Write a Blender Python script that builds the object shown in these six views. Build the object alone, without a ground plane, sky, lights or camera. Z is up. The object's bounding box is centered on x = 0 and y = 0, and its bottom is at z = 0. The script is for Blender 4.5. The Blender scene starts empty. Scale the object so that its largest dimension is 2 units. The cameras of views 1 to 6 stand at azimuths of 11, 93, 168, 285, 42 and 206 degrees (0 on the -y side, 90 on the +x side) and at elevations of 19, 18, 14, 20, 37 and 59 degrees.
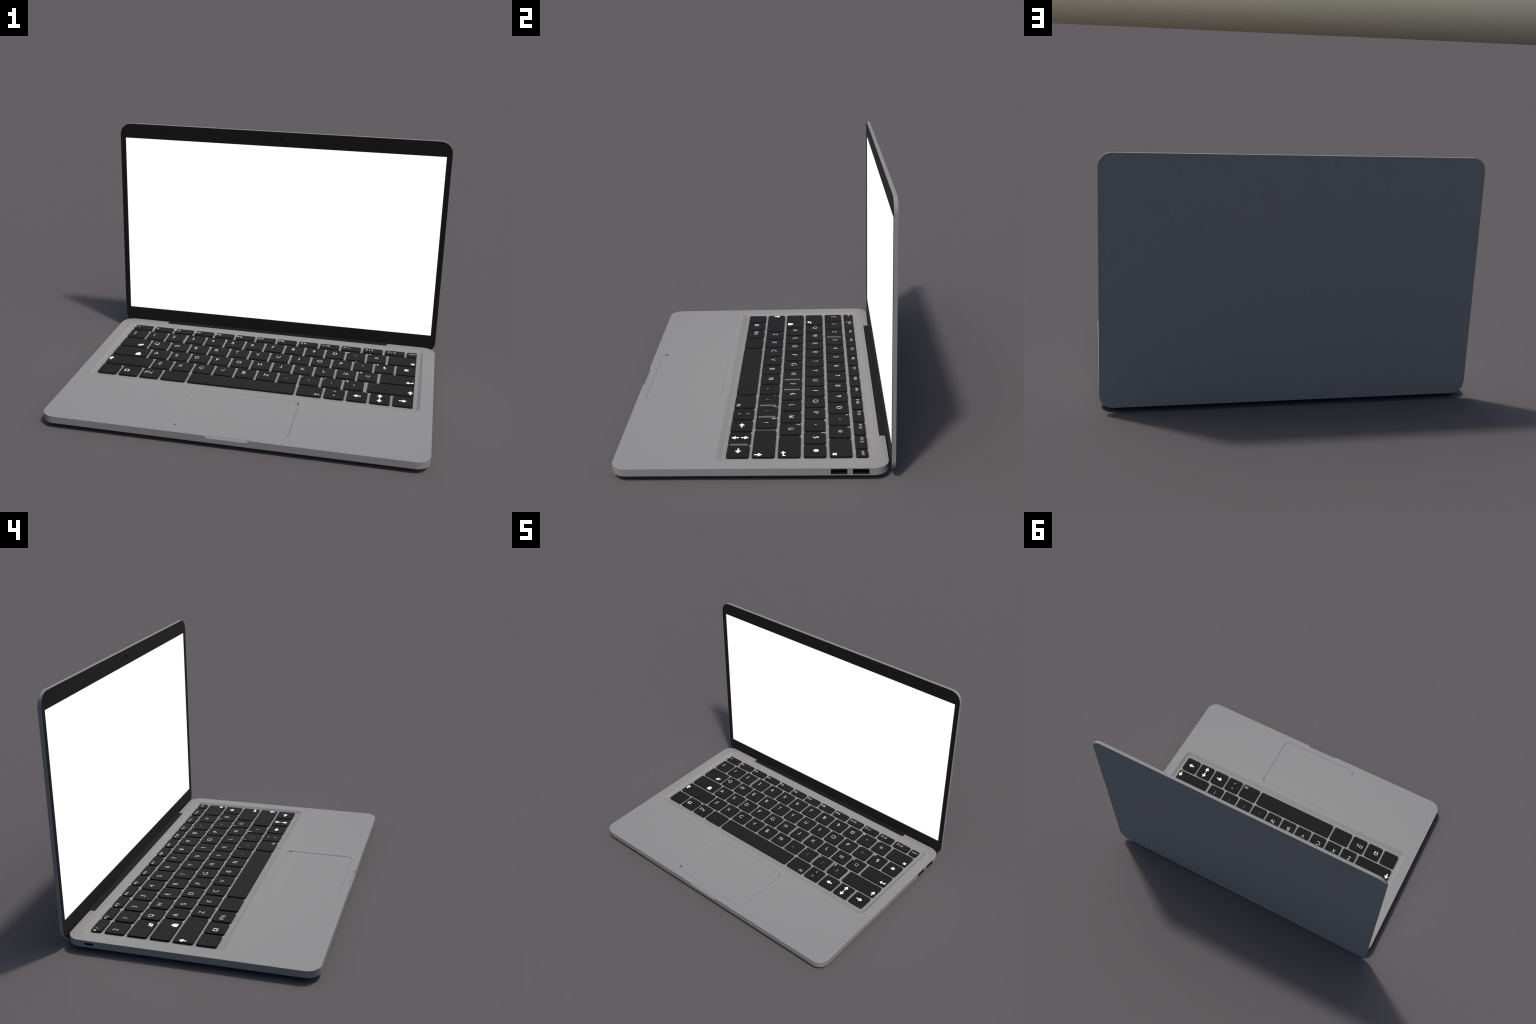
"""Open laptop: aluminium base with sunken keyboard, upright lid with lit screen."""
import bpy, bmesh, math
from mathutils import Vector

# ------------------------------------------------------------------ sizes (m)
HALF_W = 1.0
BASE_FRONT, BASE_REAR = -0.6747, 0.6475
BASE_BOTTOM, BASE_EDGE, BASE_TOP = 0.0095, 0.0245, 0.0643
BASE_RADIUS = 0.072
WELL_FLOOR = 0.0522
KEY_TOP = 0.0633
LID_BOTTOM, LID_TOP = 0.0298, 1.3523
LID_FRONT, LID_BACK = 0.6556, 0.6747
LID_RADIUS = 0.0705

# ------------------------------------------------------------------ materials
def make_material(name, color, rough=0.5, specular=0.5, metallic=0.0, grain=0.0,
                  grain_scale=300.0, emission=0.0):
    m = bpy.data.materials.new(name)
    m.use_nodes = True
    nt = m.node_tree
    b = nt.nodes["Principled BSDF"]
    b.inputs["Roughness"].default_value = rough
    b.inputs["Specular IOR Level"].default_value = specular
    b.inputs["Metallic"].default_value = metallic
    b.inputs["Base Color"].default_value = (*color, 1)
    if grain > 0:
        tc = nt.nodes.new("ShaderNodeTexCoord")
        no = nt.nodes.new("ShaderNodeTexNoise")
        no.inputs["Scale"].default_value = grain_scale
        no.inputs["Detail"].default_value = 2.0
        nt.links.new(tc.outputs["Object"], no.inputs["Vector"])
        ra = nt.nodes.new("ShaderNodeValToRGB")
        lo = tuple(c * (1 - grain) for c in color)
        hi = tuple(min(1, c * (1 + grain)) for c in color)
        ra.color_ramp.elements[0].position = 0.3
        ra.color_ramp.elements[1].position = 0.7
        ra.color_ramp.elements[0].color = (*lo, 1)
        ra.color_ramp.elements[1].color = (*hi, 1)
        nt.links.new(no.outputs["Fac"], ra.inputs["Fac"])
        nt.links.new(ra.outputs["Color"], b.inputs["Base Color"])
    if emission > 0:
        b.inputs["Emission Color"].default_value = (1, 1, 1, 1)
        b.inputs["Emission Strength"].default_value = emission
    return m

ALU = make_material("brushed_aluminium", (0.226, 0.226, 0.226), rough=0.95, specular=0.5, grain=0.006)
KEY = make_material("key_black", (0.0006, 0.0006, 0.0006), rough=0.95, specular=0.46, grain=0.05)
BEZEL = make_material("bezel_black", (0.0006, 0.0006, 0.0006), rough=0.95, specular=0.46, grain=0.05)
HINGE = make_material("hinge_black", (0.0006, 0.0006, 0.0006), rough=0.95, specular=0.46, grain=0.05)
DARK = make_material("port_black", (0.0006, 0.0006, 0.0006), rough=0.95, specular=0.46, grain=0.05)
SLIT = make_material("slit_shadow_grey", (0.03, 0.03, 0.03), rough=0.95, specular=0.3, grain=0.02)
RUBBER = make_material("rubber", (0.02, 0.02, 0.02), rough=0.8, specular=0.2, grain=0.05)
WHITE = make_material("legend_white", (0.95, 0.95, 0.95), rough=0.6, specular=0.2)
SCREEN = make_material("lit_screen", (0.02, 0.02, 0.02), rough=0.4, specular=0.3, emission=1.0)

# ------------------------------------------------------------------ helpers
def rounded_rect(x0, x1, y0, y1, r, seg=8):
    """Counter-clockwise outline of a rectangle with rounded corners."""
    if not isinstance(r, (list, tuple)):
        r = [r] * 4                     # corners: (x1,y0) (x1,y1) (x0,y1) (x0,y0)
    pts = []
    for (cx, cy, sx, sy, a0), rr in zip(
            [(x1, y0, -1, 1, -90), (x1, y1, -1, -1, 0), (x0, y1, 1, -1, 90), (x0, y0, 1, 1, 180)], r):
        if rr <= 0:
            pts.append((cx, cy))
            continue
        ox, oy = cx + sx * rr, cy + sy * rr
        for i in range(seg + 1):
            a = math.radians(a0 + 90 * i / seg)
            pts.append((ox + rr * math.cos(a), oy + rr * math.sin(a)))
    return pts

def loft(loops, axis="z", cap=True):
    """bmesh closed solid through stacked outlines: [(outline, height), ...] bottom to top."""
    bm = bmesh.new()
    rings = []
    for pts, h in loops:
        if axis == "z":
            rings.append([bm.verts.new((p[0], p[1], h)) for p in pts])
        elif axis == "y":               # outline in x,z ; h = y
            rings.append([bm.verts.new((p[0], h, p[1])) for p in pts])
        else:                           # outline in y,z ; h = x
            rings.append([bm.verts.new((h, p[0], p[1])) for p in pts])
    n = len(rings[0])
    for a, b in zip(rings, rings[1:]):
        for i in range(n):
            bm.faces.new((a[i], a[(i + 1) % n], b[(i + 1) % n], b[i]))
    if cap:
        bm.faces.new(list(reversed(rings[0])))
        bm.faces.new(rings[-1])
    bmesh.ops.recalc_face_normals(bm, faces=bm.faces)
    return bm

def smooth_by_angle(me, degrees=20):
    bm = bmesh.new()
    bm.from_mesh(me)
    lim = math.radians(degrees)
    for f in bm.faces:
        f.smooth = True
    for e in bm.edges:
        e.smooth = len(e.link_faces) == 2 and e.calc_face_angle(0) < lim
    bm.to_mesh(me)
    bm.free()

def to_object(bm, name, mats, parent=None, degrees=20):
    me = bpy.data.meshes.new(name)
    bm.to_mesh(me)
    bm.free()
    for m in mats:
        me.materials.append(m)
    smooth_by_angle(me, degrees)
    ob = bpy.data.objects.new(name, me)
    bpy.context.scene.collection.objects.link(ob)
    if parent:
        ob.parent = parent
    return ob

def carve(ob, cutters, degrees=20):
    """Subtract every cutter, apply, delete the cutters."""
    for c in cutters:
        md = ob.modifiers.new("cut", "BOOLEAN")
        md.operation = "DIFFERENCE"
        md.solver = "EXACT"
        md.object = c
        md.material_mode = "TRANSFER"
    dg = bpy.context.evaluated_depsgraph_get()
    me = bpy.data.meshes.new_from_object(ob.evaluated_get(dg))
    ob.modifiers.clear()
    old = ob.data
    ob.data = me
    bpy.data.meshes.remove(old)
    for c in cutters:
        bpy.data.objects.remove(c, do_unlink=True)
    smooth_by_angle(me, degrees)

def box(x0, x1, y0, y1, z0, z1):
    return loft([(rounded_rect(x0, x1, y0, y1, 0), z0), (rounded_rect(x0, x1, y0, y1, 0), z1)])

# ------------------------------------------------------------------ root
laptop = bpy.data.objects.new("laptop", None)
laptop.empty_display_size = 0.2
bpy.context.scene.collection.objects.link(laptop)
laptop["label"] = "open grey laptop with black keys and glowing blank white screen"
laptop["category"] = "laptop"

# ------------------------------------------------------------------ base
def base_outline(inset):
    return rounded_rect(-HALF_W + inset, HALF_W - inset, BASE_FRONT + inset, BASE_REAR - inset,
                        BASE_RADIUS - inset, 12)

base = to_object(loft([(base_outline(0.024), BASE_BOTTOM), (base_outline(0.002), BASE_EDGE),
                       (base_outline(0), BASE_EDGE + 0.0025), (base_outline(0), BASE_TOP)]),
                 "base", [ALU], laptop)
cutters = []

# sunken keyboard tray with sloping walls
def well_outline(k):                    # k = 0 floor edge, 1 rim
    fx, rx = 0.9138, 0.9325
    fy0, ry0 = -0.1525, -0.1775
    fy1, ry1 = 0.5645, 0.5915
    return rounded_rect(-(fx + (rx - fx) * k), fx + (rx - fx) * k,
                        fy0 + (ry0 - fy0) * k, fy1 + (ry1 - fy1) * k, 0.012 + 0.024 * k, 8)
cutters.append(to_object(loft([(well_outline(0), WELL_FLOOR), (well_outline(1), BASE_TOP),
                               (well_outline(1.05), BASE_TOP + 0.01)]), "cut_well", [ALU]))

# track pad recess: narrow sloping wall, short dark grey stretch of wall at two corners
PAD_X, PAD_Y0, PAD_Y1, PAD_WALL, PAD_DEPTH = 0.2962, -0.631, -0.2095, 0.0048, 0.0036
def pad_outline(inset):
    return rounded_rect(-PAD_X + inset, PAD_X - inset, PAD_Y0 + inset, PAD_Y1 - inset, 0.046 - inset, 12)
bm = loft([(pad_outline(PAD_WALL), BASE_TOP - PAD_DEPTH), (pad_outline(0), BASE_TOP), (pad_outline(0), BASE_TOP + 0.01)])
for f in bm.faces:
    c = f.calc_center_median()
    if len(f.verts) == 4 and c.z < BASE_TOP:
        if (PAD_Y1 - 0.040 < c.y < PAD_Y1 - 0.021 and c.x > 0.28) or \
           (PAD_Y0 + 0.021 < c.y < PAD_Y0 + 0.040 and c.x < -0.28):
            f.material_index = 1
cutters.append(to_object(bm, "cut_pad", [ALU, SLIT]))

# finger notch in the front edge
def notch_face(half, y, z):
    return [Vector((-half, y, z)), Vector((half, y, z))]
bm = bmesh.new()
z_over = BASE_TOP + 0.006
slope = (0.6747 - 0.6605) / (BASE_TOP - 0.0508)
sec = [(0.1042, -0.6605, BASE_TOP), (0.1032, -0.6747, 0.0508), (0.1032 - 0.0003, -0.6787, 0.0508 - 0.004 / slope),
       (0.1185, -0.6787, BASE_TOP), (0.1185, -0.6787, z_over), (0.1042, -0.6605, z_over)]
right = [bm.verts.new((x, y, z)) for x, y, z in sec]
left = [bm.verts.new((-x, y, z)) for x, y, z in sec]
bmesh.ops.convex_hull(bm, input=bm.verts)
bmesh.ops.recalc_face_normals(bm, faces=bm.faces)
cutters.append(to_object(bm, "cut_notch", [ALU]))

# hinge recess in the rear edge
HINGE_X, HINGE_Y = 0.7055, 0.6185
cutters.append(to_object(box(-HINGE_X, HINGE_X, HINGE_Y, 0.70, 0.036, 0.09), "cut_hinge", [ALU]))

# ports: two rectangular ones on the right, one rounded on the left
PORTS = [(0.3725, 0.4495), (0.4750, 0.5525)]
for y0, y1 in PORTS:
    cutters.append(to_object(box(0.94, 1.01, y0, y1, 0.0318, 0.0602), "cut_port", [DARK]))
slot = rounded_rect(0.4915, 0.5425, 0.0402, 0.0515, 0.0053, 5)
cutters.append(to_object(loft([(slot, -1.01), (slot, -0.955)], axis="x"), "cut_slot", [DARK]))
carve(base, cutters)

# connector tongues inside the two rectangular ports
for y0, y1 in PORTS:
    to_object(box(0.945, 0.9935, y0 + 0.003, y1 - 0.003, 0.0475, 0.0575), "port_tongue", [KEY], base)
to_object(box(-0.985, -0.956, 0.499, 0.535, 0.0445, 0.0475), "port_tongue", [DARK], base)

# track pad plate and rubber feet
to_object(loft([(pad_outline(PAD_WALL + 0.0012), BASE_TOP - PAD_DEPTH - 0.001),
                (pad_outline(PAD_WALL + 0.0012), BASE_TOP - PAD_DEPTH + 0.0004)]), "track_pad", [ALU], base)
for sx in (-1, 1):
    for cy in (BASE_FRONT + 0.19, BASE_REAR - 0.19):
        ring = lambda r: [(sx * 0.81 + r * math.cos(i * math.pi / 16), cy + r * math.sin(i * math.pi / 16)) for i in range(32)]
        to_object(loft([(ring(0.046), 0.0), (ring(0.05), 0.004), (ring(0.05), BASE_BOTTOM + 0.001)]), "rubber_foot", [RUBBER], base)

# ------------------------------------------------------------------ hinge
sec = [(HINGE_Y + 0.0006, 0.042), (0.6575, 0.042), (0.6575, 0.0665), (0.645, 0.0628), (0.632, 0.0585), (HINGE_Y + 0.0006, 0.0555)]
hinge = to_object(loft([(sec, -HINGE_X + 0.0008), (sec, HINGE_X - 0.0008)], axis="x"), "hinge", [HINGE], laptop, degrees=35)

# ------------------------------------------------------------------ lid
BEZEL_DEPTH = 0.0062
SCREEN_X, SCREEN_Z0, SCREEN_Z1 = 0.9675, 0.1437, 1.2632
lid_shape = rounded_rect(-HALF_W, HALF_W, LID_BOTTOM, LID_TOP, LID_RADIUS, 8)
lid_edge = rounded_rect(-HALF_W + 0.0008, HALF_W - 0.0008, LID_BOTTOM + 0.0008, LID_TOP - 0.0008, LID_RADIUS - 0.0008, 8)
lid = to_object(loft([(lid_shape, LID_FRONT), (lid_shape, LID_BACK - 0.0008), (lid_edge, LID_BACK)], axis="y"),
                "lid", [ALU], laptop)
pocket_shape = rounded_rect(-HALF_W + 0.0012, HALF_W - 0.0012, LID_BOTTOM + 0.0012, LID_TOP - 0.0012, LID_RADIUS - 0.0012, 8)
pocket = to_object(loft([(pocket_shape, LID_FRONT - 0.01), (pocket_shape, LID_FRONT + BEZEL_DEPTH)], axis="y"), "cut_pocket", [ALU])
carve(lid, [pocket])
bezel_shape = rounded_rect(-HALF_W + 0.0013, HALF_W - 0.0013, LID_BOTTOM + 0.0013, LID_TOP - 0.0013, LID_RADIUS - 0.0013, 8)
bezel = to_object(loft([(bezel_shape, LID_FRONT), (bezel_shape, LID_FRONT + BEZEL_DEPTH + 0.0004)], axis="y"),
                  "bezel", [BEZEL], lid)
win = rounded_rect(-SCREEN_X, SCREEN_X, SCREEN_Z0, SCREEN_Z1, 0)
window_cut = to_object(loft([(win, LID_FRONT - 0.01), (win, LID_FRONT + 0.02)], axis="y"), "cut_window", [BEZEL])
CAM_Z, CAM_R = 1.3085, 0.0142
disc = lambda r: [(r * math.cos(i * math.pi / 16), CAM_Z + r * math.sin(i * math.pi / 16)) for i in range(32)]
cam_cut = to_object(loft([(disc(CAM_R), LID_FRONT - 0.01), (disc(CAM_R), LID_FRONT + 0.02)], axis="y"), "cut_camera", [BEZEL])
carve(bezel, [window_cut, cam_cut])
cam_hole = to_object(loft([(disc(CAM_R), LID_FRONT), (disc(CAM_R), LID_FRONT + 0.0095)], axis="y"), "cut_camera", [BEZEL])
carve(lid, [cam_hole])
to_object(loft([(disc(CAM_R - 0.0004), LID_FRONT + 0.0040), (disc(CAM_R - 0.0004), LID_FRONT + 0.0100)], axis="y"), "camera_lens", [BEZEL], lid)
scr = rounded_rect(-SCREEN_X + 0.0003, SCREEN_X - 0.0003, SCREEN_Z0 + 0.0003, SCREEN_Z1 - 0.0003, 0)
to_object(loft([(scr, LID_FRONT + 0.0045), (scr, LID_FRONT + BEZEL_DEPTH + 0.0008)], axis="y"), "screen", [SCREEN], lid)

# ------------------------------------------------------------------ keys
GAP, UNIT, PITCH = 0.0165, 0.1085, 0.125
ROW_FRONT = [-0.130, -0.005, 0.120, 0.245, 0.370]
RIGHT = 0.8938
LEFT = -0.8935

def run(first, n, pitch, width=UNIT):
    return [(first + i * pitch, first + i * pitch + width) for i in range(n)]

def key_rows():
    """(row, x0, x1) for every key, front row first."""
    rows = []
    # space-bar row
    rows.append([(LEFT, LEFT + UNIT), (-0.7685, -0.66), (-0.6445, -0.536), (-0.5195, -0.3785), (-0.362, 0.2435),
                 (0.260, 0.396), (0.412, 0.5205), (0.5365, 0.645), (0.6615, 0.77), (0.786, RIGHT)])
    rows.append([(LEFT, -0.633)] + run(-0.6165, 10, 0.1248) + [(0.6385, RIGHT)])
    rows.append([(LEFT, -0.6885)] + run(-0.672, 11, 0.1246) + [(0.7015, RIGHT)])
    rows.append([(LEFT, -0.728)] + run(-0.7115, 12, 0.1248) + [(0.786, RIGHT)])
    rows.append(run(LEFT, 13, PITCH) + [(0.7315, RIGHT)])
    rows.append([(LEFT, -0.775)] + run(-0.7585, 12, 0.133, 0.1165) + [(0.8355, RIGHT)])
    return rows

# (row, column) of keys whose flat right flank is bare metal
BARE_FLANK = {(0, 8), (1, 8), (1, 9), (2, 6), (2, 7), (4, 2), (5, 0)}
mesh_cache = {}

def key_mesh(w, d, bare):
    tag = (round(w, 5), round(d, 5), bare)
    if tag in mesh_cache:
        return mesh_cache[tag]
    r = 0.0098 if d > 0.08 else 0.0085
    lo = rounded_rect(0, w, 0, d, r, 5)
    hi = rounded_rect(0.0006, w - 0.0006, 0.0006, d - 0.0006, r - 0.0006, 5)
    bm = loft([(lo, WELL_FLOOR - 0.001), (lo, KEY_TOP - 0.0006), (hi, KEY_TOP)])
    if bare:
        for f in bm.faces:
            if f.normal.x > 0.98 and f.calc_area() > 1e-4:
                f.material_index = 1
    me = bpy.data.meshes.new("key")
    bm.to_mesh(me)
    bm.free()
    me.materials.append(KEY)
    if bare:
        me.materials.append(ALU)
    smooth_by_angle(me, 25)
    mesh_cache[tag] = me
    return me

keys = {}
for r, row in enumerate(key_rows()):
    y0, y1 = (ROW_FRONT[r], ROW_FRONT[r] + UNIT) if r < 5 else (0.4962, 0.5548)
    for c, (x0, x1) in enumerate(row):
        ob = bpy.data.objects.new("key", key_mesh(x1 - x0, y1 - y0, (r, c) in BARE_FLANK))
        ob.location = (x0, y0, 0)
        ob.parent = laptop
        bpy.context.scene.collection.objects.link(ob)
        keys[(r, c)] = (ob, x0, y0)

# the up/down key is split in two rocker halves by a fine groove
ob, kx, ky = keys[(0, 8)]
ob.data = ob.data.copy()
groove = to_object(box(-0.01, 0.12, UNIT / 2 - 0.0012, UNIT / 2 + 0.0012, KEY_TOP - 0.002, KEY_TOP + 0.01), "cut_groove", [KEY])
groove.location = ob.location
bpy.context.view_layer.update()
carve(ob, [groove], 25)

# ------------------------------------------------------------------ key legends
LEG_Z = KEY_TOP + 0.0003
LEG_H = 0.0006

def legend(mesh_builder, key_id, x, y):
    ob_key, kx, ky = keys[key_id]
    me = mesh_builder
    ob = bpy.data.objects.new("key_legend", me)
    ob.parent = ob_key
    ob.location = (x - kx, y - ky, LEG_Z)
    bpy.context.scene.collection.objects.link(ob)
    return ob

text_cache = {}
def text_mesh(body, height, width=None, bold=-0.023):
    """Flat letters scaled so that the drawn outline is `height` tall, centred on the origin."""
    tag = (body, height, width, bold)
    if tag in text_cache:
        return text_cache[tag]
    cu = bpy.data.curves.new("legend", "FONT")
    upside_down = body == "M"           # splayed M drawn as an inverted W
    cu.body = "W" if upside_down else body
    cu.size = 1.0
    cu.offset = bold
    cu.resolution_u = 4
    ob = bpy.data.objects.new("legend", cu)
    bpy.context.scene.collection.objects.link(ob)
    bpy.context.view_layer.update()
    dg = bpy.context.evaluated_depsgraph_get()
    me = bpy.data.meshes.new_from_object(ob.evaluated_get(dg))
    bpy.data.objects.remove(ob, do_unlink=True)
    bpy.data.curves.remove(cu)
    xs = [v.co.x for v in me.vertices]; ys = [v.co.y for v in me.vertices]
    cx, cy = (min(xs) + max(xs)) / 2, (min(ys) + max(ys)) / 2
    sy = height / max(1e-6, max(ys) - min(ys))
    sx = sy if width is None else width / max(1e-6, max(xs) - min(xs))
    for v in me.vertices:
        v.co.x = (v.co.x - cx) * sx
        v.co.y = (v.co.y - cy) * (-sy if upside_down else sy)
        v.co.z = 0
    bm = bmesh.new()
    bm.from_mesh(me)
    bmesh.ops.remove_doubles(bm, verts=bm.verts, dist=1e-6)
    ret = bmesh.ops.extrude_face_region(bm, geom=bm.faces[:])
    bmesh.ops.translate(bm, verts=[g for g in ret["geom"] if isinstance(g, bmesh.types.BMVert)], vec=(0, 0, LEG_H))
    bmesh.ops.recalc_face_normals(bm, faces=bm.faces)
    bm.to_mesh(me)
    bm.free()
    me.name = "key_legend"
    me.materials.clear()
    me.materials.append(WHITE)
    text_cache[tag] = me
    return me

def shape_mesh(polys):
    """Solid flat icon from simple outlines (overlapping outlines sit at slightly different heights)."""
    bm = bmesh.new()
    for k, pts in enumerate(polys):
        lo = [bm.verts.new((x, y, 0)) for x, y in pts]
        hi = [bm.verts.new((x, y, LEG_H + 0.0001 * k)) for x, y in pts]
        n = len(pts)
        for i in range(n):
            bm.faces.new((lo[i], lo[(i + 1) % n], hi[(i + 1) % n], hi[i]))
        bm.faces.new(list(reversed(lo)))
        bm.faces.new(hi)
    bmesh.ops.recalc_face_normals(bm, faces=bm.faces)
    me = bpy.data.meshes.new("key_legend")
    bm.to_mesh(me)
    bm.free()
    me.materials.append(WHITE)
    return me

def turned(pts, degrees, dx=0.0, dy=0.0):
    a = math.radians(degrees)
    return [(x * math.cos(a) - y * math.sin(a) + dx, x * math.sin(a) + y * math.cos(a) + dy) for x, y in pts]

def arrow(length=0.041, head=0.0285, stem=0.0080, head_len=0.0205):
    """Arrow along +x, tip and tail rounded, centred on its length."""
    h, s, L = head / 2, stem / 2, length / 2
    nk = L - head_len
    out = [(-L + 0.001, -s), (nk, -s), (nk - 0.001, -h + 0.002), (nk + 0.002, -h), (L - 0.0015, -0.0022), (L, 0),
           (L - 0.0015, 0.0022), (nk + 0.002, h), (nk - 0.001, h - 0.002), (nk, s), (-L + 0.001, s), (-L, s - 0.001), (-L, -s + 0.001)]
    return out

def letters(row, cols, body, xs, y, h, **kw):
    for c, t, x in zip(cols, body, xs):
        legend(text_mesh(t, LETTER_H.get(t, h), LETTER_W.get(t), **kw), (row, c), x, y)

CAP = 0.0285
LETTER_H = {"Q": 0.0325, "O": 0.0295, "0": 0.0295, "C": 0.0295, "G": 0.0295, "S": 0.0295, ",": 0.009, ";": 0.021, ":": 0.018,
            "=": 0.0075, "^": 0.010, "@": 0.021, "!": CAP, "$": 0.032}
LETTER_W = {"Q": 0.0305, "O": 0.0305, "W": 0.036, "M": 0.033, "G": 0.028, "N": 0.0235, "H": 0.021, "T": 0.018, "E": 0.016, "F": 0.0155,
            "L": 0.014, "J": 0.0115, "K": 0.0215, "P": 0.0165, "R": 0.0185, "S": 0.0175, "U": 0.0215, "Y": 0.022, "A": 0.026,
            "X": 0.0235, "Z": 0.021, "C": 0.0265, "V": 0.025, "B": 0.0185, "D": 0.0235, "0": 0.024, "I": 0.0034,
            "=": 0.0105, "^": 0.011, "@": 0.022}

letters(4, range(0, 12), "2123456789" + "0=", [-0.860, -0.734, -0.606, -0.481, -0.354, -0.227, -0.102, 0.024, 0.152, 0.279, 0.407, 0.532], 0.430, CAP)
letters(4, [12], "@", [0.658], 0.428, CAP)
letters(3, range(1, 11), "QWERTYUIOP", [-0.677, -0.550, -0.427, -0.298, -0.172, -0.044, 0.083, 0.208, 0.333, 0.460], 0.3045, CAP)
letters(3, [11, 12], "^$", [0.587, 0.715], 0.304, CAP)
letters(2, range(1, 11), "ASDFGHJKLM", [-0.640, -0.514, -0.387, -0.262, -0.131, -0.005, 0.120, 0.250, 0.375, 0.501], 0.1795, CAP)
legend(text_mesh("\u00d9", 0.034, 0.0205), (2, 11), 0.629, 0.182)
letters(1, range(1, 7), "ZXCVBN", [-0.577, -0.453, -0.325, -0.199, -0.073, 0.057], 0.053, CAP)
letters(1, [7], ",", [0.178], 0.038, CAP)
letters(1, [8, 9, 10], ";:!", [0.305, 0.434, 0.561], 0.045, CAP)
legend(text_mesh("FN", 0.0245, 0.041), (0, 2), -0.605, -0.073)
legend(text_mesh("Alt", 0.0215, 0.031), (0, 5), 0.3715, -0.108)
legend(text_mesh("\u03a9", 0.027, 0.029, 0.006), (0, 1), -0.735, -0.075)
# function row: legends sit near the left end of each key
FX = [-0.8815, -0.7505, -0.610, -0.476, -0.341, -0.204, -0.068, 0.063, 0.200, 0.341, 0.470, 0.609, 0.744]
for i, x in enumerate(FX):
    legend(text_mesh("F%d" % (i + 1), 0.0158, 0.030 if i < 9 else (0.038 if i == 10 else 0.044), -0.021), (5, i), x, 0.5305)
legend(text_mesh("start", 0.0125, 0.040), (5, 13), 0.8665, 0.5305)
# small shifted characters in the upper left corners
legend(text_mesh("\u2022", 0.008, 0.008), (4, 11), 0.4875, 0.466)
legend(text_mesh("#", 0.011, 0.013), (4, 12), 0.616, 0.470)
legend(text_mesh("-", 0.003, 0.009), (3, 11), 0.5435, 0.349)
legend(text_mesh("\u00a3", 0.019, 0.015), (3, 12), 0.6725, 0.343)
legend(text_mesh("\u00a3", 0.019, 0.015), (2, 11), 0.5865, 0.2155)
legend(text_mesh(".", 0.0045, 0.0045), (1, 8), 0.262, 0.082)
legend(text_mesh("/", 0.021, 0.010), (1, 9), 0.391, 0.088)
legend(text_mesh("\u00a7", 0.023, 0.0125), (1, 10), 0.5195, 0.088)
legend(text_mesh("<", 0.014, 0.012), (0, 6), 0.4645, -0.052)
legend(text_mesh(">", 0.014, 0.012), (0, 6), 0.4645, -0.097)
# icons
legend(shape_mesh([turned(arrow(), 180)]), (0, 7), 0.590, -0.0745)
legend(shape_mesh([turned(arrow(0.0385), 90)]), (0, 8), 0.713, -0.0508)
legend(shape_mesh([turned(arrow(0.0385), -90)]), (0, 8), 0.713, -0.0982)
legend(shape_mesh([arrow()]), (0, 9), 0.8375, -0.0745)
legend(shape_mesh([turned(arrow(0.039), 90)]), (1, 0), -0.8775, 0.054)
legend(shape_mesh([turned(arrow(0.039), 90)]), (1, 11), 0.875, 0.025)
legend(shape_mesh([[(-0.021, -0.003), (-0.006, -0.015), (-0.004, -0.0135), (-0.0045, -0.0065), (0.018, -0.0065), (0.0215, -0.003),
                    (0.0215, 0.0075), (0.0195, 0.009), (0.0165, 0.009), (0.0145, 0.0075), (0.0145, 0.0005), (-0.0045, 0.0005),
                    (-0.004, 0.0075), (-0.006, 0.009)]]), (2, 12), 0.8655, 0.149)
bar = lambda L, w: [(-L, -w), (L, -w), (L, w), (-L, w)]
legend(shape_mesh([turned(bar(0.0125, 0.0036), 45), turned(bar(0.0125, 0.0036), -45)]), (4, 13), 0.8745, 0.394)
legend(shape_mesh([turned(bar(0.0135, 0.0033), a) for a in (90, 30, -30)]), (3, 13), 0.841, 0.305)
# tab: two opposed slanted arrows
legend(shape_mesh([turned(arrow(0.029, 0.0165, 0.0065, 0.013), 0, 0.0035, 0.0068), turned(arrow(0.029, 0.0165, 0.0065, 0.013), 180, -0.0035, -0.0068)]),
       (3, 0), -0.769, 0.269)
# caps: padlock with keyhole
def ring_arc(ro, ri, a0, a1, n, dy):
    o = [(ro * math.cos(math.radians(a0 + (a1 - a0) * i / n)), dy + ro * math.sin(math.radians(a0 + (a1 - a0) * i / n))) for i in range(n + 1)]
    q = [(ri * math.cos(math.radians(a1 + (a0 - a1) * i / n)), dy + ri * math.sin(math.radians(a1 + (a0 - a1) * i / n))) for i in range(n + 1)]
    return o + q
body = rounded_rect(-0.0155, 0.0155, -0.0185, 0.004, 0.004, 3)
legend(shape_mesh([body, ring_arc(0.0125, 0.0042, 0, 180, 10, 0.0038)]), (2, 0), -0.742, 0.147)
